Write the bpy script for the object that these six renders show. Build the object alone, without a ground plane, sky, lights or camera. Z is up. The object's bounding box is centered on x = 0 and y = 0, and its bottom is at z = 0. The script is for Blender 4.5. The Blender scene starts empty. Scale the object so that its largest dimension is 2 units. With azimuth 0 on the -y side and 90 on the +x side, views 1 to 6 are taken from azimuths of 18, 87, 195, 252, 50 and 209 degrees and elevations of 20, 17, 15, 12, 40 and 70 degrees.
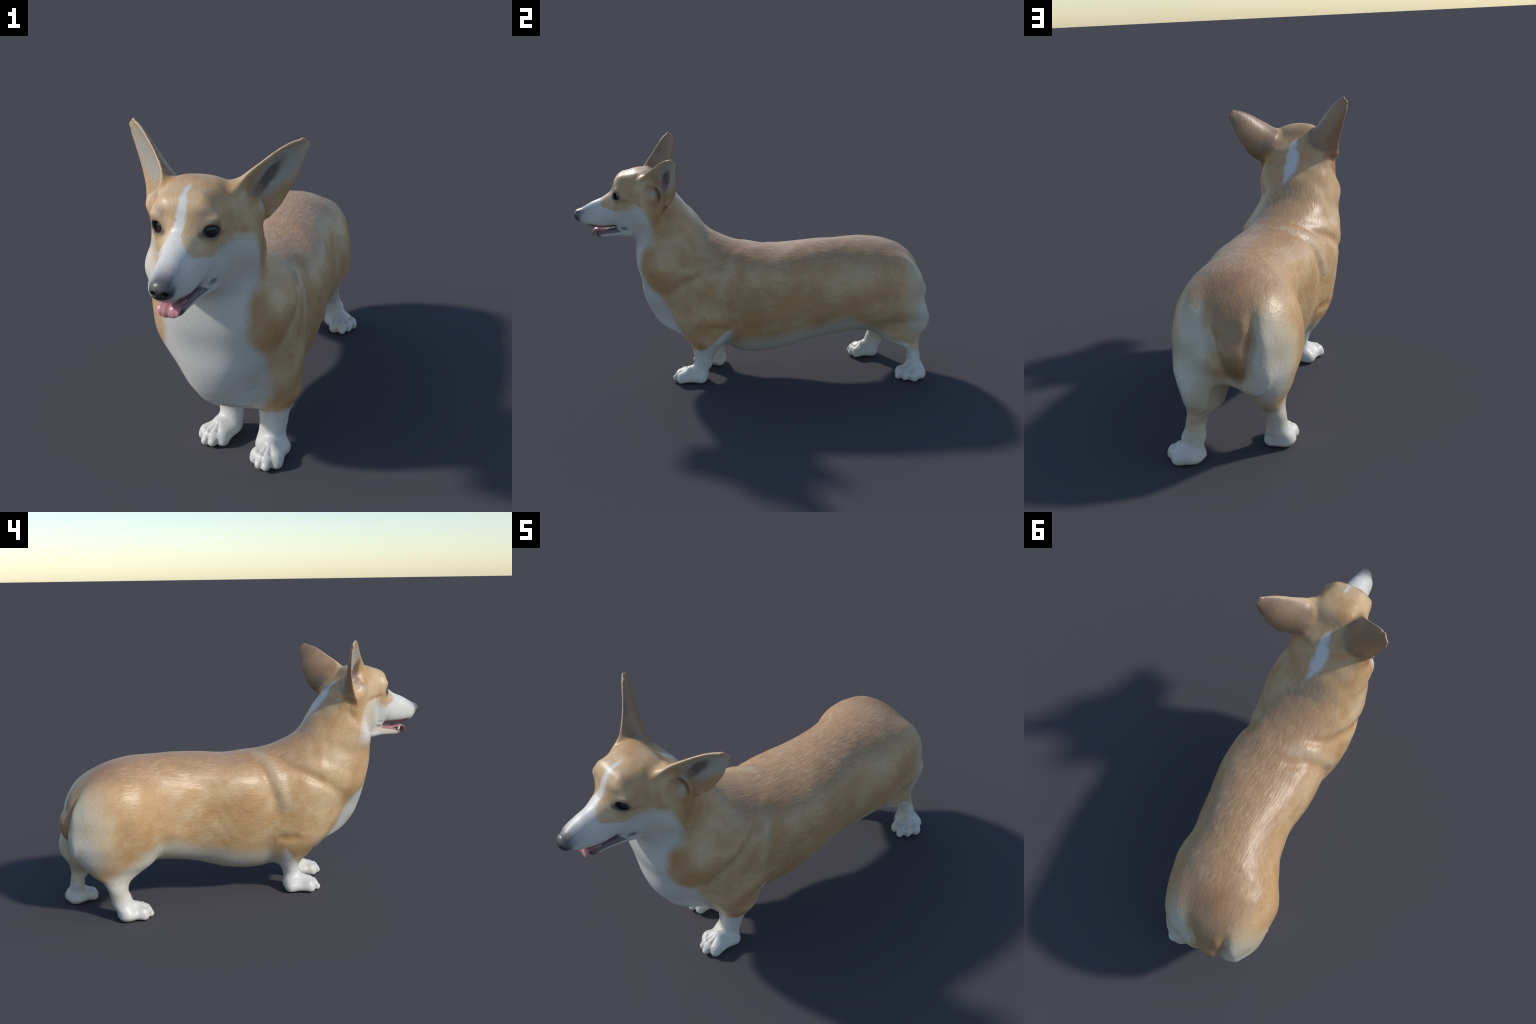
import numpy as np

# ---------------------------------------------------------------- distance-field toolkit
def hermite(t, x, y, flat=False):
    """shape-preserving cubic interpolation (C1) of the control values y at stations x"""
    x = np.asarray(x, float); y = np.asarray(y, float)
    h = np.diff(x); s = np.diff(y) / h
    m = np.empty_like(y); m[0] = s[0]; m[-1] = s[-1]
    if flat: m[0] = m[-1] = 0.0
    m[1:-1] = (s[:-1] * h[1:] + s[1:] * h[:-1]) / (h[1:] + h[:-1])
    t = np.clip(t, x[0], x[-1])
    i = np.clip(np.searchsorted(x, t, side='right') - 1, 0, len(h) - 1)
    u = (t - x[i]) / h[i]; hi = h[i]
    u2 = u * u; u3 = u2 * u
    return (2*u3-3*u2+1)*y[i] + (u3-2*u2+u)*hi*m[i] + (-2*u3+3*u2)*y[i+1] + (u3-u2)*hi*m[i+1]

def smin(a, b, k):
    h = np.maximum(k - np.abs(a - b), 0.0) / k
    return np.minimum(a, b) - h * h * k * 0.25

def smax(a, b, k):
    return -smin(-a, -b, k)

def table(L, keys, N=513, flat=True):
    """dense look-up of the profile curves of a loft (cached in the dict)"""
    st = L['t']; g = np.linspace(st[0], st[-1], N)
    return np.stack([hermite(g, st, L[k], flat) for k in keys], 1), st[0], st[-1], N

def lookup(a, T):
    tab, t0, t1, N = T
    x = np.clip((a - t0) / (t1 - t0), 0, 1) * (N - 1)
    i = np.minimum(x.astype(np.int32), N - 2); u = (x - i)[:, None]
    return (tab[i] * (1 - u) + tab[i + 1] * u).T

def _loft_k0(a, l, v, L, T):
    """a along the axis, l lateral, v depth"""
    c, hi, lo, w, mid = lookup(a, T)
    n = L['n']; e0, e1 = L['e']; t0, t1 = T[1], T[2]
    vc = lo + (hi - lo) * mid
    x = np.abs(l - c) / w
    r = np.where(v > vc, hi - vc, vc - lo)
    z = np.abs(v - vc) / r
    ov = np.maximum((t0 - a) / e0, 0) + np.maximum((a - t1) / e1, 0)
    if isinstance(n, (tuple, list)):
        n = np.where(v > vc, n[0], n[1])
    if isinstance(n, float) and n == 2.0:
        k0 = np.sqrt(x*x + z*z + 1e-12)
        gx = x / k0 / w; gz = z / k0 / r
    else:
        q = x**n + z**n + 1e-12
        k0 = q**(1.0/n); f = k0 / q
        gx = f * x**(n-1) / w; gz = f * z**(n-1) / r
    K = np.sqrt(k0*k0 + ov*ov)
    return K, np.sqrt(gx*gx + gz*gz) * k0 / np.maximum(K, 1e-6)

def loft(a, l, v, L):
    T = L.get('T') or table(L, ('c', 'hi', 'lo', 'w', 'm'))
    K, g = _loft_k0(a, l, v, L, T)
    h = 0.004
    K2, _ = _loft_k0(a + h, l, v, L, T)
    ga = (K2 - K) / h / np.maximum(K, 1.0)
    return (K - 1.0) / np.sqrt(g*g + ga*ga + 0.25)

def ellipsoid(p, c, r, R=None):
    q = p - np.asarray(c)
    if R is not None:
        q = q @ R
    r = np.asarray(r, float)
    k0 = np.sqrt(((q / r)**2).sum(-1)) + 1e-9
    k1 = np.sqrt(((q / r**2)**2).sum(-1)) + 1e-9
    return k0 * (k0 - 1.0) / k1

def capsule(p, a, b, ra, rb):
    a = np.asarray(a, float); b = np.asarray(b, float); d = b - a
    t = np.clip(((p - a) @ d) / (d @ d), 0, 1)
    return np.sqrt((((p - a) - t[..., None] * d)**2).sum(-1)) - (ra + (rb - ra) * t)

def frame(x, y_hint):
    """orthonormal axes: first along x, second near y_hint"""
    x = np.asarray(x, float); x = x / np.linalg.norm(x)
    y = np.asarray(y_hint, float); y = y - x * (x @ y); y = y / np.linalg.norm(y)
    return x, y, np.cross(x, y)

# ---------------------------------------------------------------- the animal
def yloft(p, L): return loft(p[..., 1], p[..., 0], p[..., 2] - L.get('roll', 0.0) * (p[..., 0] + 0.009), L)
def zloft(p, L): return loft(p[..., 2], p[..., 0], p[..., 1], L)

def ear(p, E):
    ax, bx, nx = frame(np.array(E['tip']) - np.array(E['root']), E['side'])
    q = p - np.array(E['root'])
    a = q @ ax; b = q @ bx; n = q @ nx * E['sgn']
    ln = np.linalg.norm(np.array(E['tip']) - np.array(E['root']))
    s = a / ln
    hi, lo, cup, th = lookup(s, E.get('T') or table(E, ('hi', 'lo', 'cup', 'th'), flat=False))
    w = 0.5 * (hi - lo); c = 0.5 * (hi + lo)
    u = (b - c) / w
    off = cup * (np.minimum(u*u, 1.6) - 0.35) + E['bend'] * s * s
    ov = np.maximum(s - E['t'][-1], 0) * ln / 0.017 + np.maximum(E['t'][0] - s, 0) * ln / 0.05
    x = np.abs(u)
    th = th * np.where(n > off, 0.35 + 0.65 * np.minimum(u*u, 1.0), 1.0)     # hollow front, rolled rim
    z = np.abs(n - off) / th
    x2 = x * x; k0 = np.sqrt(x2*x2 + z*z + ov*ov + 1e-9)
    g = np.sqrt((2*x2*x / w)**2 + (z / th)**2) / k0
    return (k0 - 1.0) / np.sqrt(g*g + (0.6 / th)**2)

def leg(p, L):
    return zloft(p, L)

def paw(p, P):
    """heel pad, palm and four knuckled toes, given by their footprints on the ground"""
    h = P['hgt']
    heel = np.array(P['heel']); palm = np.array(P['palm']); tips = np.array(P['toes'])
    def at(q, z): return np.array([q[0], q[1], z])
    ax = palm - heel; ax = ax / np.linalg.norm(ax); sd = np.array([-ax[1], ax[0]])
    hw = P['heelw']
    d = capsule(p, at(heel - sd*hw, 0.026), at(heel + sd*hw, 0.026), 0.027, 0.027)
    d = smin(d, capsule(p, at(heel, 0.045), at(palm, h*0.56), 0.036, 0.030), 0.025)
    for sg, t in ((1, tips[0]), (-1, tips[-1])):
        o = sg * np.sign((tips[0] - tips[-1]) @ sd)
        d = smin(d, capsule(p, at(heel + sd * hw * o, 0.028), at(t + (palm - t) * 0.38, 0.030), 0.026, 0.026), 0.02)
    toes = None
    for t in tips:
        v = t - palm; L = np.linalg.norm(v); v = v / L
        r0, r1 = P['r']
        base = palm + v * L * 0.05; kn = palm + v * (L * 0.60); end = t - v * r1
        q = capsule(p, at(base, h*0.72), at(kn, h*0.44), r0*0.9, r0)
        q = smin(q, capsule(p, at(kn, h*0.44), at(end, r1 + 0.002), r0, r1), 0.008)
        toes = q if toes is None else smin(toes, q, 0.010)
    d = smin(d, toes, 0.024)
    for t0, t1 in zip(tips[:-1], tips[1:]):          # creases between the toes, fading up the instep
        g = (t0 + t1) / 2; v = g - palm
        e = np.minimum(capsule(p, at(g + v * 0.02, 0.012), at(palm + v * 0.62, h * 0.78), 0, 0), capsule(p, at(palm + v * 0.62, h * 0.78), at(palm + v * 0.28, h * 0.98), 0, 0) + 0.003)
        d = d + 0.005 * np.exp(-(e / 0.0075)**2)
    return smax(d, 0.0015 - p[..., 2], 0.012)

def ybox(L):
    w = max(L['w'])
    return (min(L['c'])-w, L['t'][0]-L['e'][0], min(L['lo'])), (max(L['c'])+w, L['t'][-1]+L['e'][1], max(L['hi']))

def zbox(L):
    w = max(L['w'])
    return (min(L['c'])-w, min(L['lo']), L['t'][0]-L['e'][0]), (max(L['c'])+w, max(L['hi']), L['t'][-1]+L['e'][1])

def ballbox(c, r):
    c = np.array(c, float); return c - r, c + r

def components(M):
    """ordered list of (name, distance function, box, blend radius)"""
    C = [('trunk', lambda p: yloft(p, M['trunk']), ybox(M['trunk']), 0.01)]
    C.append(('neck', lambda p: zloft(p, M['neck']), zbox(M['neck']), M['k_neck']))
    for s in ('HL', 'HR'):
        C.append(('leg', lambda p, L=M['leg'+s]: zloft(p, L), zbox(M['leg'+s]), 0.075))
    for s in ('FL', 'FR'):
        C.append(('leg', lambda p, L=M['leg'+s]: zloft(p, L), zbox(M['leg'+s]), 0.07))
    for s in ('FL', 'FR', 'HL', 'HR'):
        P = M['paw'+s]
        C.append(('paw', lambda p, P=P: paw(p, P), ballbox((P['palm'][0], P['palm'][1], 0.03), 0.17), 0.03))
    C.append(('cranium', lambda p: yloft(p, M['cranium']), ybox(M['cranium']), 0.07))
    C.append(('cheek', lambda p: yloft(p, M['cheek']), ybox(M['cheek']), 0.06))
    C.append(('snout', lambda p: yloft(p, M['snout']), ybox(M['snout']), 0.035))
    C.append(('jaw', lambda p: yloft(p, M['jaw']), ybox(M['jaw']), 0.012))
    for e in ('earL', 'earR'):
        E = M[e]
        C.append(('ear', lambda p, E=E: ear(p, E), ballbox((np.array(E['root'])+E['tip'])/2, 0.24), 0.035))
    return C

def full_sdf(p, M, lo=None, hi=None, C=None, B=None):
    C = C or components(M)
    if B is not None:
        use = np.all((lo <= B[1] + 0.14) & (hi >= B[0] - 0.14), 1)
        C = [c for c, u in zip(C, use) if u]
    d = None
    for name, f, box, k in C:
        e = f(p)
        d = e if d is None else smin(d, e, k)
    return d if d is not None else np.full(len(p), 0.14)

M = {}
M['trunk'] = {'t': [-0.3, -0.1, 0.1, 0.3, 0.5, 0.64, 0.75, 0.84, 0.9, 0.94, 0.965], 'c': [-0.0035, 0.013, 0.0187, 0.0209, -0.0026, -0.0277, -0.0412, -0.0576, -0.0684, -0.0733, -0.0733], 'hi': [0.7884, 0.7791, 0.7642, 0.7839, 0.7913, 0.7886, 0.7651, 0.7248, 0.6725, 0.6153, 0.5494], 'lo': [0.2394, 0.1391, 0.1417, 0.2006, 0.2417, 0.2542, 0.3107, 0.3384, 0.3604, 0.3722, 0.4227], 'w': [0.1776, 0.23, 0.2424, 0.2198, 0.2435, 0.276, 0.2511, 0.2171, 0.1708, 0.1399, 0.114], 'm': [0.5511, 0.6361, 0.703, 0.6357, 0.4365, 0.4462, 0.4406, 0.3808, 0.4651, 0.526, 0.4692], 'e': [0.2, 0.03], 'n': [2.2, 1.95]}
M['neck'] = {'t': [0.245, 0.3, 0.38, 0.48, 0.58, 0.68, 0.77, 0.85, 0.95, 1.05], 'c': [0.0258, 0.0142, -0.0028, -0.0018, -0.009, -0.004, -0.0175, -0.0375, -0.0339, -0.0293], 'hi': [-0.2278, -0.1512, -0.098, -0.0482, -0.0563, -0.0559, -0.1634, -0.2699, -0.3567, -0.4482], 'lo': [-0.4169, -0.524, -0.5933, -0.6342, -0.645, -0.6679, -0.6666, -0.6525, -0.6109, -0.575], 'w': [0.1031, 0.1165, 0.1413, 0.196, 0.2479, 0.2514, 0.2199, 0.2062, 0.1902, 0.1817], 'm': [0.3939, 0.4618, 0.523, 0.5352, 0.4818, 0.4267, 0.3527, 0.2845, 0.3777, 0.4637], 'e': [0.03, 0.06], 'n': [2.1, 2.5]}
M['k_neck'] = 0.08
M['legFL'] = {'t': [0.04, 0.09, 0.13, 0.17, 0.21, 0.25, 0.3, 0.38, 0.5], 'c': [0.1328, 0.1353, 0.1393, 0.1412, 0.1514, 0.1601, 0.1632, 0.1684, 0.1571], 'hi': [-0.2917, -0.2542, -0.2467, -0.2279, -0.2061, -0.1831, -0.16, -0.1348, -0.1234], 'lo': [-0.371, -0.356, -0.3529, -0.3575, -0.3621, -0.3741, -0.4058, -0.4496, -0.4617], 'w': [0.058, 0.054, 0.056, 0.06, 0.066, 0.0775, 0.0781, 0.0835, 0.0769], 'm': [0.4891, 0.4895, 0.4911, 0.4877, 0.4954, 0.4997, 0.4938, 0.4945, 0.4904], 'e': [0.02, 0.14], 'n': 2.0}
M['legFR'] = {'t': [0.04, 0.09, 0.13, 0.17, 0.21, 0.25, 0.3, 0.38, 0.5], 'c': [-0.0699, -0.0612, -0.0666, -0.0792, -0.0986, -0.1184, -0.1437, -0.1646, -0.1682], 'hi': [-0.1895, -0.1819, -0.1693, -0.1448, -0.1235, -0.1111, -0.104, -0.1023, -0.1204], 'lo': [-0.3144, -0.2751, -0.263, -0.2766, -0.305, -0.3269, -0.3737, -0.4281, -0.445], 'w': [0.055, 0.049, 0.0492, 0.0552, 0.0687, 0.0794, 0.082, 0.0792, 0.0904], 'm': [0.4888, 0.4992, 0.4988, 0.4995, 0.4968, 0.4994, 0.4965, 0.5026, 0.4978], 'e': [0.02, 0.14], 'n': 2.0}
M['legHL'] = {'t': [0.03, 0.08, 0.12, 0.155, 0.18, 0.205, 0.24, 0.28, 0.33, 0.4, 0.5], 'c': [0.1269, 0.1188, 0.1094, 0.1024, 0.1015, 0.0923, 0.077, 0.0748, 0.0813, 0.0926, 0.0967], 'hi': [0.9394, 0.9416, 0.9401, 0.9342, 0.9325, 0.9367, 0.9461, 0.9759, 0.9903, 0.9745, 0.9365], 'lo': [0.8501, 0.8622, 0.8653, 0.8541, 0.8194, 0.7405, 0.6991, 0.6688, 0.6506, 0.6377, 0.6282], 'w': [0.0612, 0.0485, 0.0519, 0.0439, 0.044, 0.0537, 0.0759, 0.0787, 0.0801, 0.1026, 0.0992], 'm': [0.4927, 0.502, 0.499, 0.4959, 0.4924, 0.4893, 0.4942, 0.5003, 0.4937, 0.4847, 0.4395], 'e': [0.02, 0.2], 'n': 2.0}
M['legHR'] = {'t': [0.03, 0.08, 0.12, 0.16, 0.2, 0.24, 0.28, 0.33, 0.4, 0.5], 'c': [-0.2097, -0.1958, -0.1956, -0.1976, -0.1917, -0.1865, -0.185, -0.1832, -0.1849, -0.1816], 'hi': [0.7372, 0.767, 0.7753, 0.7871, 0.8095, 0.8569, 0.8898, 0.9326, 0.9584, 0.9365], 'lo': [0.6561, 0.6649, 0.6734, 0.6868, 0.6709, 0.6189, 0.5712, 0.557, 0.5624, 0.5778], 'w': [0.0551, 0.0492, 0.0446, 0.043, 0.0457, 0.0572, 0.078, 0.0983, 0.1136, 0.1097], 'm': [0.5008, 0.5018, 0.4996, 0.4958, 0.4928, 0.4928, 0.4946, 0.5205, 0.5332, 0.4645], 'e': [0.02, 0.2], 'n': 2.0}
M['pawFL'] = {'heel': [0.15, -0.315], 'palm': [0.146, -0.375], 'heelw': 0.03, 'toes': [[0.198, -0.445], [0.152, -0.476], [0.118, -0.468], [0.083, -0.428]], 'hgt': 0.08, 'r': [0.0265, 0.0185]}
M['pawFR'] = {'heel': [-0.088, -0.212], 'palm': [-0.098, -0.275], 'heelw': 0.03, 'toes': [[-0.172, -0.315], [-0.142, -0.364], [-0.105, -0.37], [-0.055, -0.35]], 'hgt': 0.08, 'r': [0.0265, 0.0185]}
M['pawHL'] = {'heel': [0.142, 0.925], 'palm': [0.158, 0.875], 'heelw': 0.03, 'toes': [[0.232, 0.897], [0.215, 0.832], [0.183, 0.79], [0.125, 0.802]], 'hgt': 0.075, 'r': [0.0255, 0.0185]}
M['pawHR'] = {'heel': [-0.193, 0.705], 'palm': [-0.188, 0.65], 'heelw': 0.03, 'toes': [[-0.255, 0.608], [-0.215, 0.566], [-0.168, 0.568], [-0.128, 0.6]], 'hgt': 0.078, 'r': [0.0255, 0.0185]}
M['cranium'] = {'t': [-0.73, -0.65, -0.55, -0.48], 'c': [-0.0132, -0.0117, -0.0077, -0.0048], 'hi': [1.181, 1.2038, 1.1662, 1.0423], 'lo': [0.964, 0.9253, 0.9007, 0.8788], 'w': [0.118, 0.138, 0.1812, 0.0841], 'm': [0.527, 0.5147, 0.5048, 0.455], 'e': [0.055, 0.07], 'n': 2.2}
M['cheek'] = {'t': [-0.74, -0.68, -0.62, -0.54, -0.48], 'c': [-0.0103, -0.0085, 0.0002, 0.0006, 0.0003], 'hi': [1.0507, 1.0613, 1.081, 1.0466, 1.0045], 'lo': [0.8139, 0.8258, 0.8145, 0.8058, 0.8145], 'w': [0.0813, 0.1146, 0.1606, 0.1741, 0.1658], 'm': [0.4905, 0.4924, 0.4964, 0.4938, 0.4819], 'e': [0.03, 0.08], 'n': 2.1}
M['snout'] = {'t': [-0.98, -0.95, -0.9, -0.85, -0.8, -0.74], 'c': [0.0, -0.0082, -0.0063, -0.0036, -0.007, -0.0111], 'hi': [0.9701, 0.9854, 1.0141, 1.0355, 1.0676, 1.0991], 'lo': [0.915, 0.89, 0.874, 0.868, 0.873, 0.885], 'w': [0.034, 0.047, 0.056, 0.064, 0.077, 0.091], 'm': [0.4681, 0.4278, 0.3826, 0.402, 0.413, 0.4239], 'e': [0.02, 0.03], 'n': 2.2}
M['jaw'] = {'t': [-0.872, -0.82, -0.75, -0.68], 'c': [-0.0101, -0.0116, -0.011, -0.0092], 'hi': [0.847, 0.8597, 0.8725, 0.8921], 'lo': [0.8089, 0.8115, 0.8149, 0.8065], 'w': [0.0356, 0.0454, 0.0651, 0.0845], 'm': [0.503, 0.5152, 0.5142, 0.5048], 'e': [0.015, 0.03], 'n': 2.6, 'roll': 0.14}
M['earL'] = {'root': [0.1343, -0.5163, 1.1078], 'tip': [0.2919, -0.4125, 1.2837], 'side': [0.0055, -0.0642, 0.18], 'sgn': 1, 't': [0, 0.2, 0.4, 0.6, 0.8, 0.9, 0.955], 'hi': [0.1095, 0.1022, 0.0892, 0.0773, 0.0599, 0.046, 0.036], 'lo': [-0.0948, -0.1017, -0.0899, -0.0715, -0.0428, -0.028, -0.018], 'cup': [0.0485, 0.0374, 0.0283, 0.0203, 0.0112, 0.006, 0.004], 'th': [0.034, 0.02, 0.014, 0.012, 0.0105, 0.01, 0.009], 'bend': 0.0217}
M['earR'] = {'root': [-0.1534, -0.539, 1.1143], 'tip': [-0.2857, -0.4644, 1.3389], 'side': [0.0638, -0.0822, 0.1578], 'sgn': -1, 't': [0, 0.2, 0.4, 0.6, 0.8, 0.9, 0.955], 'hi': [0.098, 0.1, 0.087, 0.073, 0.056, 0.043, 0.03], 'lo': [-0.101, -0.086, -0.075, -0.063, -0.048, -0.037, -0.026], 'cup': [0.07, 0.047, 0.031, 0.019, 0.01, 0.006, 0.003], 'th': [0.034, 0.02, 0.014, 0.012, 0.0105, 0.01, 0.009], 'bend': 0.0203}

# ---------------------------------------------------------------- details laid over the blended body
EYES = {'L': dict(c=(0.0665, -0.7300, 1.060), r=0.031, gaze=(0.52, -0.85, 0.04)), 'R': dict(c=(-0.0795, -0.7350, 1.062), r=0.031, gaze=(-0.52, -0.85, 0.04))}

def polyline(p, pts):
    """distance to a polyline and the position (0..1) along it"""
    d = np.full(len(p), 9.0); s = np.zeros(len(p)); n = len(pts) - 1
    for i, (a, b) in enumerate(zip(pts[:-1], pts[1:])):
        a = np.asarray(a, float); v = np.asarray(b, float) - a
        t = np.clip(((p - a) @ v) / (v @ v), 0, 1)
        e = np.sqrt((((p - a) - t[:, None] * v)**2).sum(-1))
        m = e < d
        d = np.where(m, e, d); s = np.where(m, (i + t) / n, s)
    return d, s

# (points, width, depth): positive depth cuts a crease, negative raises a ridge
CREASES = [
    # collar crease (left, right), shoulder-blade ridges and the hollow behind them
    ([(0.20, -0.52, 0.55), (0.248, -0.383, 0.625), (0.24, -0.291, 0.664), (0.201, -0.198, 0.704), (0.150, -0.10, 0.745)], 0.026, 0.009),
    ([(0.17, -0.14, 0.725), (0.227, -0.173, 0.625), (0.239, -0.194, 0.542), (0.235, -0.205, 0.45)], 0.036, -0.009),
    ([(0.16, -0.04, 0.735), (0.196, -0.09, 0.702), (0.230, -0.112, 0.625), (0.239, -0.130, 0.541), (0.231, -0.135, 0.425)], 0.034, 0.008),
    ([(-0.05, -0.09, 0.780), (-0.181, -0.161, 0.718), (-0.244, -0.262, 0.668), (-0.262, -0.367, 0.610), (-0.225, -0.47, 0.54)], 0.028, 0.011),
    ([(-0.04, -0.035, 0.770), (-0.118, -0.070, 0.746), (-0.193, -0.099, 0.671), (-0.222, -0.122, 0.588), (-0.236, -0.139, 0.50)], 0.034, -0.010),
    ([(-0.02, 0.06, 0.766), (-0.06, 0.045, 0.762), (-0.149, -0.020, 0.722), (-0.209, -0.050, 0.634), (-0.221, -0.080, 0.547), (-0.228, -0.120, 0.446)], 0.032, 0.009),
    ([(-0.197, -0.095, 0.336), (-0.222, -0.155, 0.338), (-0.236, -0.225, 0.345)], 0.024, 0.008),
    ([(0.205, -0.15, 0.318), (0.225, -0.19, 0.338), (0.246, -0.27, 0.358)], 0.022, 0.007),
    ([(-0.006, -0.775, 1.150), (-0.008, -0.735, 1.182), (-0.012, -0.66, 1.206)], 0.018, 0.004),
    # zygomatic line from the eye to the ear
    ([(0.098, -0.735, 1.047), (0.125, -0.68, 1.034), (0.155, -0.62, 1.028)], 0.012, 0.003),
    ([(-0.112, -0.738, 1.047), (-0.139, -0.68, 1.034), (-0.165, -0.62, 1.028)], 0.012, 0.003),
    # flank hollows in front of the thighs
    ([(0.215, 0.50, 0.64), (0.225, 0.48, 0.52), (0.205, 0.52, 0.42)], 0.06, 0.008),
    ([(-0.235, 0.41, 0.62), (-0.235, 0.40, 0.50), (-0.21, 0.44, 0.42)], 0.06, 0.008),
    # hollow ring behind the cheek / under the ear
    ([(0.165, -0.47, 1.00), (0.185, -0.52, 0.95), (0.175, -0.57, 0.87)], 0.022, 0.005),
    ([(-0.185, -0.47, 1.00), (-0.21, -0.52, 0.95), (-0.205, -0.57, 0.87)], 0.022, 0.006),
]

# grooves between the tail flap and the thighs, drawn on the rear of the dog as (x, z)
TAIL_GROOVES = [([(-0.160, 0.70), (-0.176, 0.60), (-0.174, 0.50), (-0.152, 0.42), (-0.124, 0.35)], 0.023, 0.034),
                ([(0.035, 0.69), (0.005, 0.60), (-0.028, 0.53), (-0.072, 0.44), (-0.110, 0.36)], 0.026, 0.021)]
TAIL_LINE = [(-0.07, 0.68, 0.085), (-0.088, 0.60, 0.075), (-0.10, 0.53, 0.06), (-0.112, 0.44, 0.036), (-0.120, 0.36, 0.012)]

def detail_components():
    """extra lumps joined to the head before the carving"""
    C = []
    def add(c, r, k):
        C.append(('cranium', lambda p: ellipsoid(p, c, r), (np.array(c) - r, np.array(c) + r), k))
    add((0.034, -0.706, 1.120), (0.034, 0.043, 0.038), 0.035)
    add((-0.054, -0.710, 1.118), (0.034, 0.043, 0.038), 0.035)
    add((0.084, -0.744, 1.099), (0.024, 0.016, 0.013), 0.018)
    add((0.166, -0.550, 1.078), (0.016, 0.018, 0.034), 0.04)
    add((-0.178, -0.572, 1.078), (0.016, 0.018, 0.034), 0.04)
    add((-0.098, -0.749, 1.101), (0.024, 0.016, 0.013), 0.018)
    C.append(('nose', lambda p: ellipsoid(p, (-0.001, -0.968, 0.940), (0.035, 0.031, 0.032)), ((-0.04, -1.0, 0.905), (0.04, -0.935, 0.975)), 0.016))
    return C

EAR_HOLES = [((0.233, -0.480, 1.216), (0.193, -0.500, 1.145), 0.015, 0.019), ((-0.186, -0.570, 1.208), (-0.186, -0.588, 1.135), 0.016, 0.020)]
LIPS = [((0.087, -0.706, 0.894), (0.074, -0.745, 0.887), (0.062, -0.79, 0.882)), ((-0.105, -0.711, 0.893), (-0.090, -0.748, 0.885), (-0.078, -0.79, 0.880))]

CREASE_BOX = np.array([(np.min(q, 0) - 3 * w, np.max(q, 0) + 3 * w) for q, w, _ in CREASES]).transpose(1, 0, 2)

def body_field(p, M, lo, hi, C, B):
    d = full_sdf(p, M, lo, hi, C, B)
    def near(a, b, m=0.06):
        return not (np.any(lo > np.asarray(b) + m) or np.any(hi < np.asarray(a) - m))
    hit = np.all((lo <= CREASE_BOX[1]) & (hi >= CREASE_BOX[0]), 1)
    for (pts, w, dep), u in zip(CREASES, hit):
        if u:
            e, s = polyline(p, pts)
            fade = np.clip(s / 0.25, 0, 1) * np.clip((1 - s) / 0.25, 0, 1)
            d = d + dep * fade * np.exp(-(e / w)**2)
    if near((-0.2, -1.0, 0.85), (0.2, -0.6, 1.15)):
        for e in EYES.values():
            c = np.array(e['c']); g = np.array(e['gaze']) / np.linalg.norm(e['gaze'])
            lat = np.cross(g, (0, 0, 1.0)); lat /= np.linalg.norm(lat); up = np.cross(lat, g)
            R = np.stack([lat, g, up], 1)
            lid = ellipsoid(p, c + g*0.001 + up*0.002, (0.0375, 0.0365, 0.0325), R)
            d = smin(d, lid, 0.020)
            ball = ellipsoid(p, c, (0.0312, 0.0312, 0.0312))
            slit = ellipsoid(p, c + g*0.030, (0.0255, 0.030, 0.0185), R)
            d = smax(d, -ball, 0.003)
            d = smax(d, -slit, 0.008)
        for pts in LIPS:
            e, s = polyline(p, pts)
            d = d + 0.012 * np.clip(s / 0.15, 0, 1) * np.exp(-(e / 0.0075)**2)
        for sx in (-1, 1):
            n = capsule(p, (0.0 + sx*0.017, -1.000, 0.934), (sx*0.023, -0.975, 0.936), 0.0075, 0.006)
            n = smin(n, capsule(p, (sx*0.021, -0.998, 0.933), (sx*0.033, -0.985, 0.926), 0.003, 0.002), 0.006)
            d = smax(d, -n, 0.006)
        d = d + 0.003 * np.exp(-(polyline(p, [(-0.001, -1.0, 0.945), (-0.003, -0.985, 0.905), (-0.004, -0.97, 0.885)])[0] / 0.004)**2)
    if near((-0.4, -0.75, 1.0), (0.4, -0.35, 1.36)):
        for a, b, ra, rb in EAR_HOLES:
            d = smax(d, -capsule(p, a, b, ra, rb), 0.020)
    return d

# places where blended joints are brushed smooth on the mesh: centre, radii
SMOOTH = [((-0.06, 0.94, 0.475), (0.26, 0.18, 0.27)), ((0.0, -0.43, 0.255), (0.13, 0.12, 0.075)), ((-0.01, -0.64, 0.56), (0.22, 0.10, 0.26)), ((0.0, -0.05, 0.775), (0.10, 0.16, 0.05)),
          ((-0.01, -0.50, 1.12), (0.09, 0.10, 0.10)), ((0.0, -0.68, 1.20), (0.10, 0.10, 0.04)), ((-0.01, -0.745, 1.155), (0.075, 0.05, 0.055))]

def smooth_weight(V):
    w = np.zeros(len(V))
    for c, r in SMOOTH:
        q = np.sqrt((((V - np.array(c)) / np.array(r))**2).sum(1))
        t = np.clip((1.0 - q) / 0.45, 0, 1); w = np.maximum(w, t * t * (3 - 2 * t))
    return w

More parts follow.
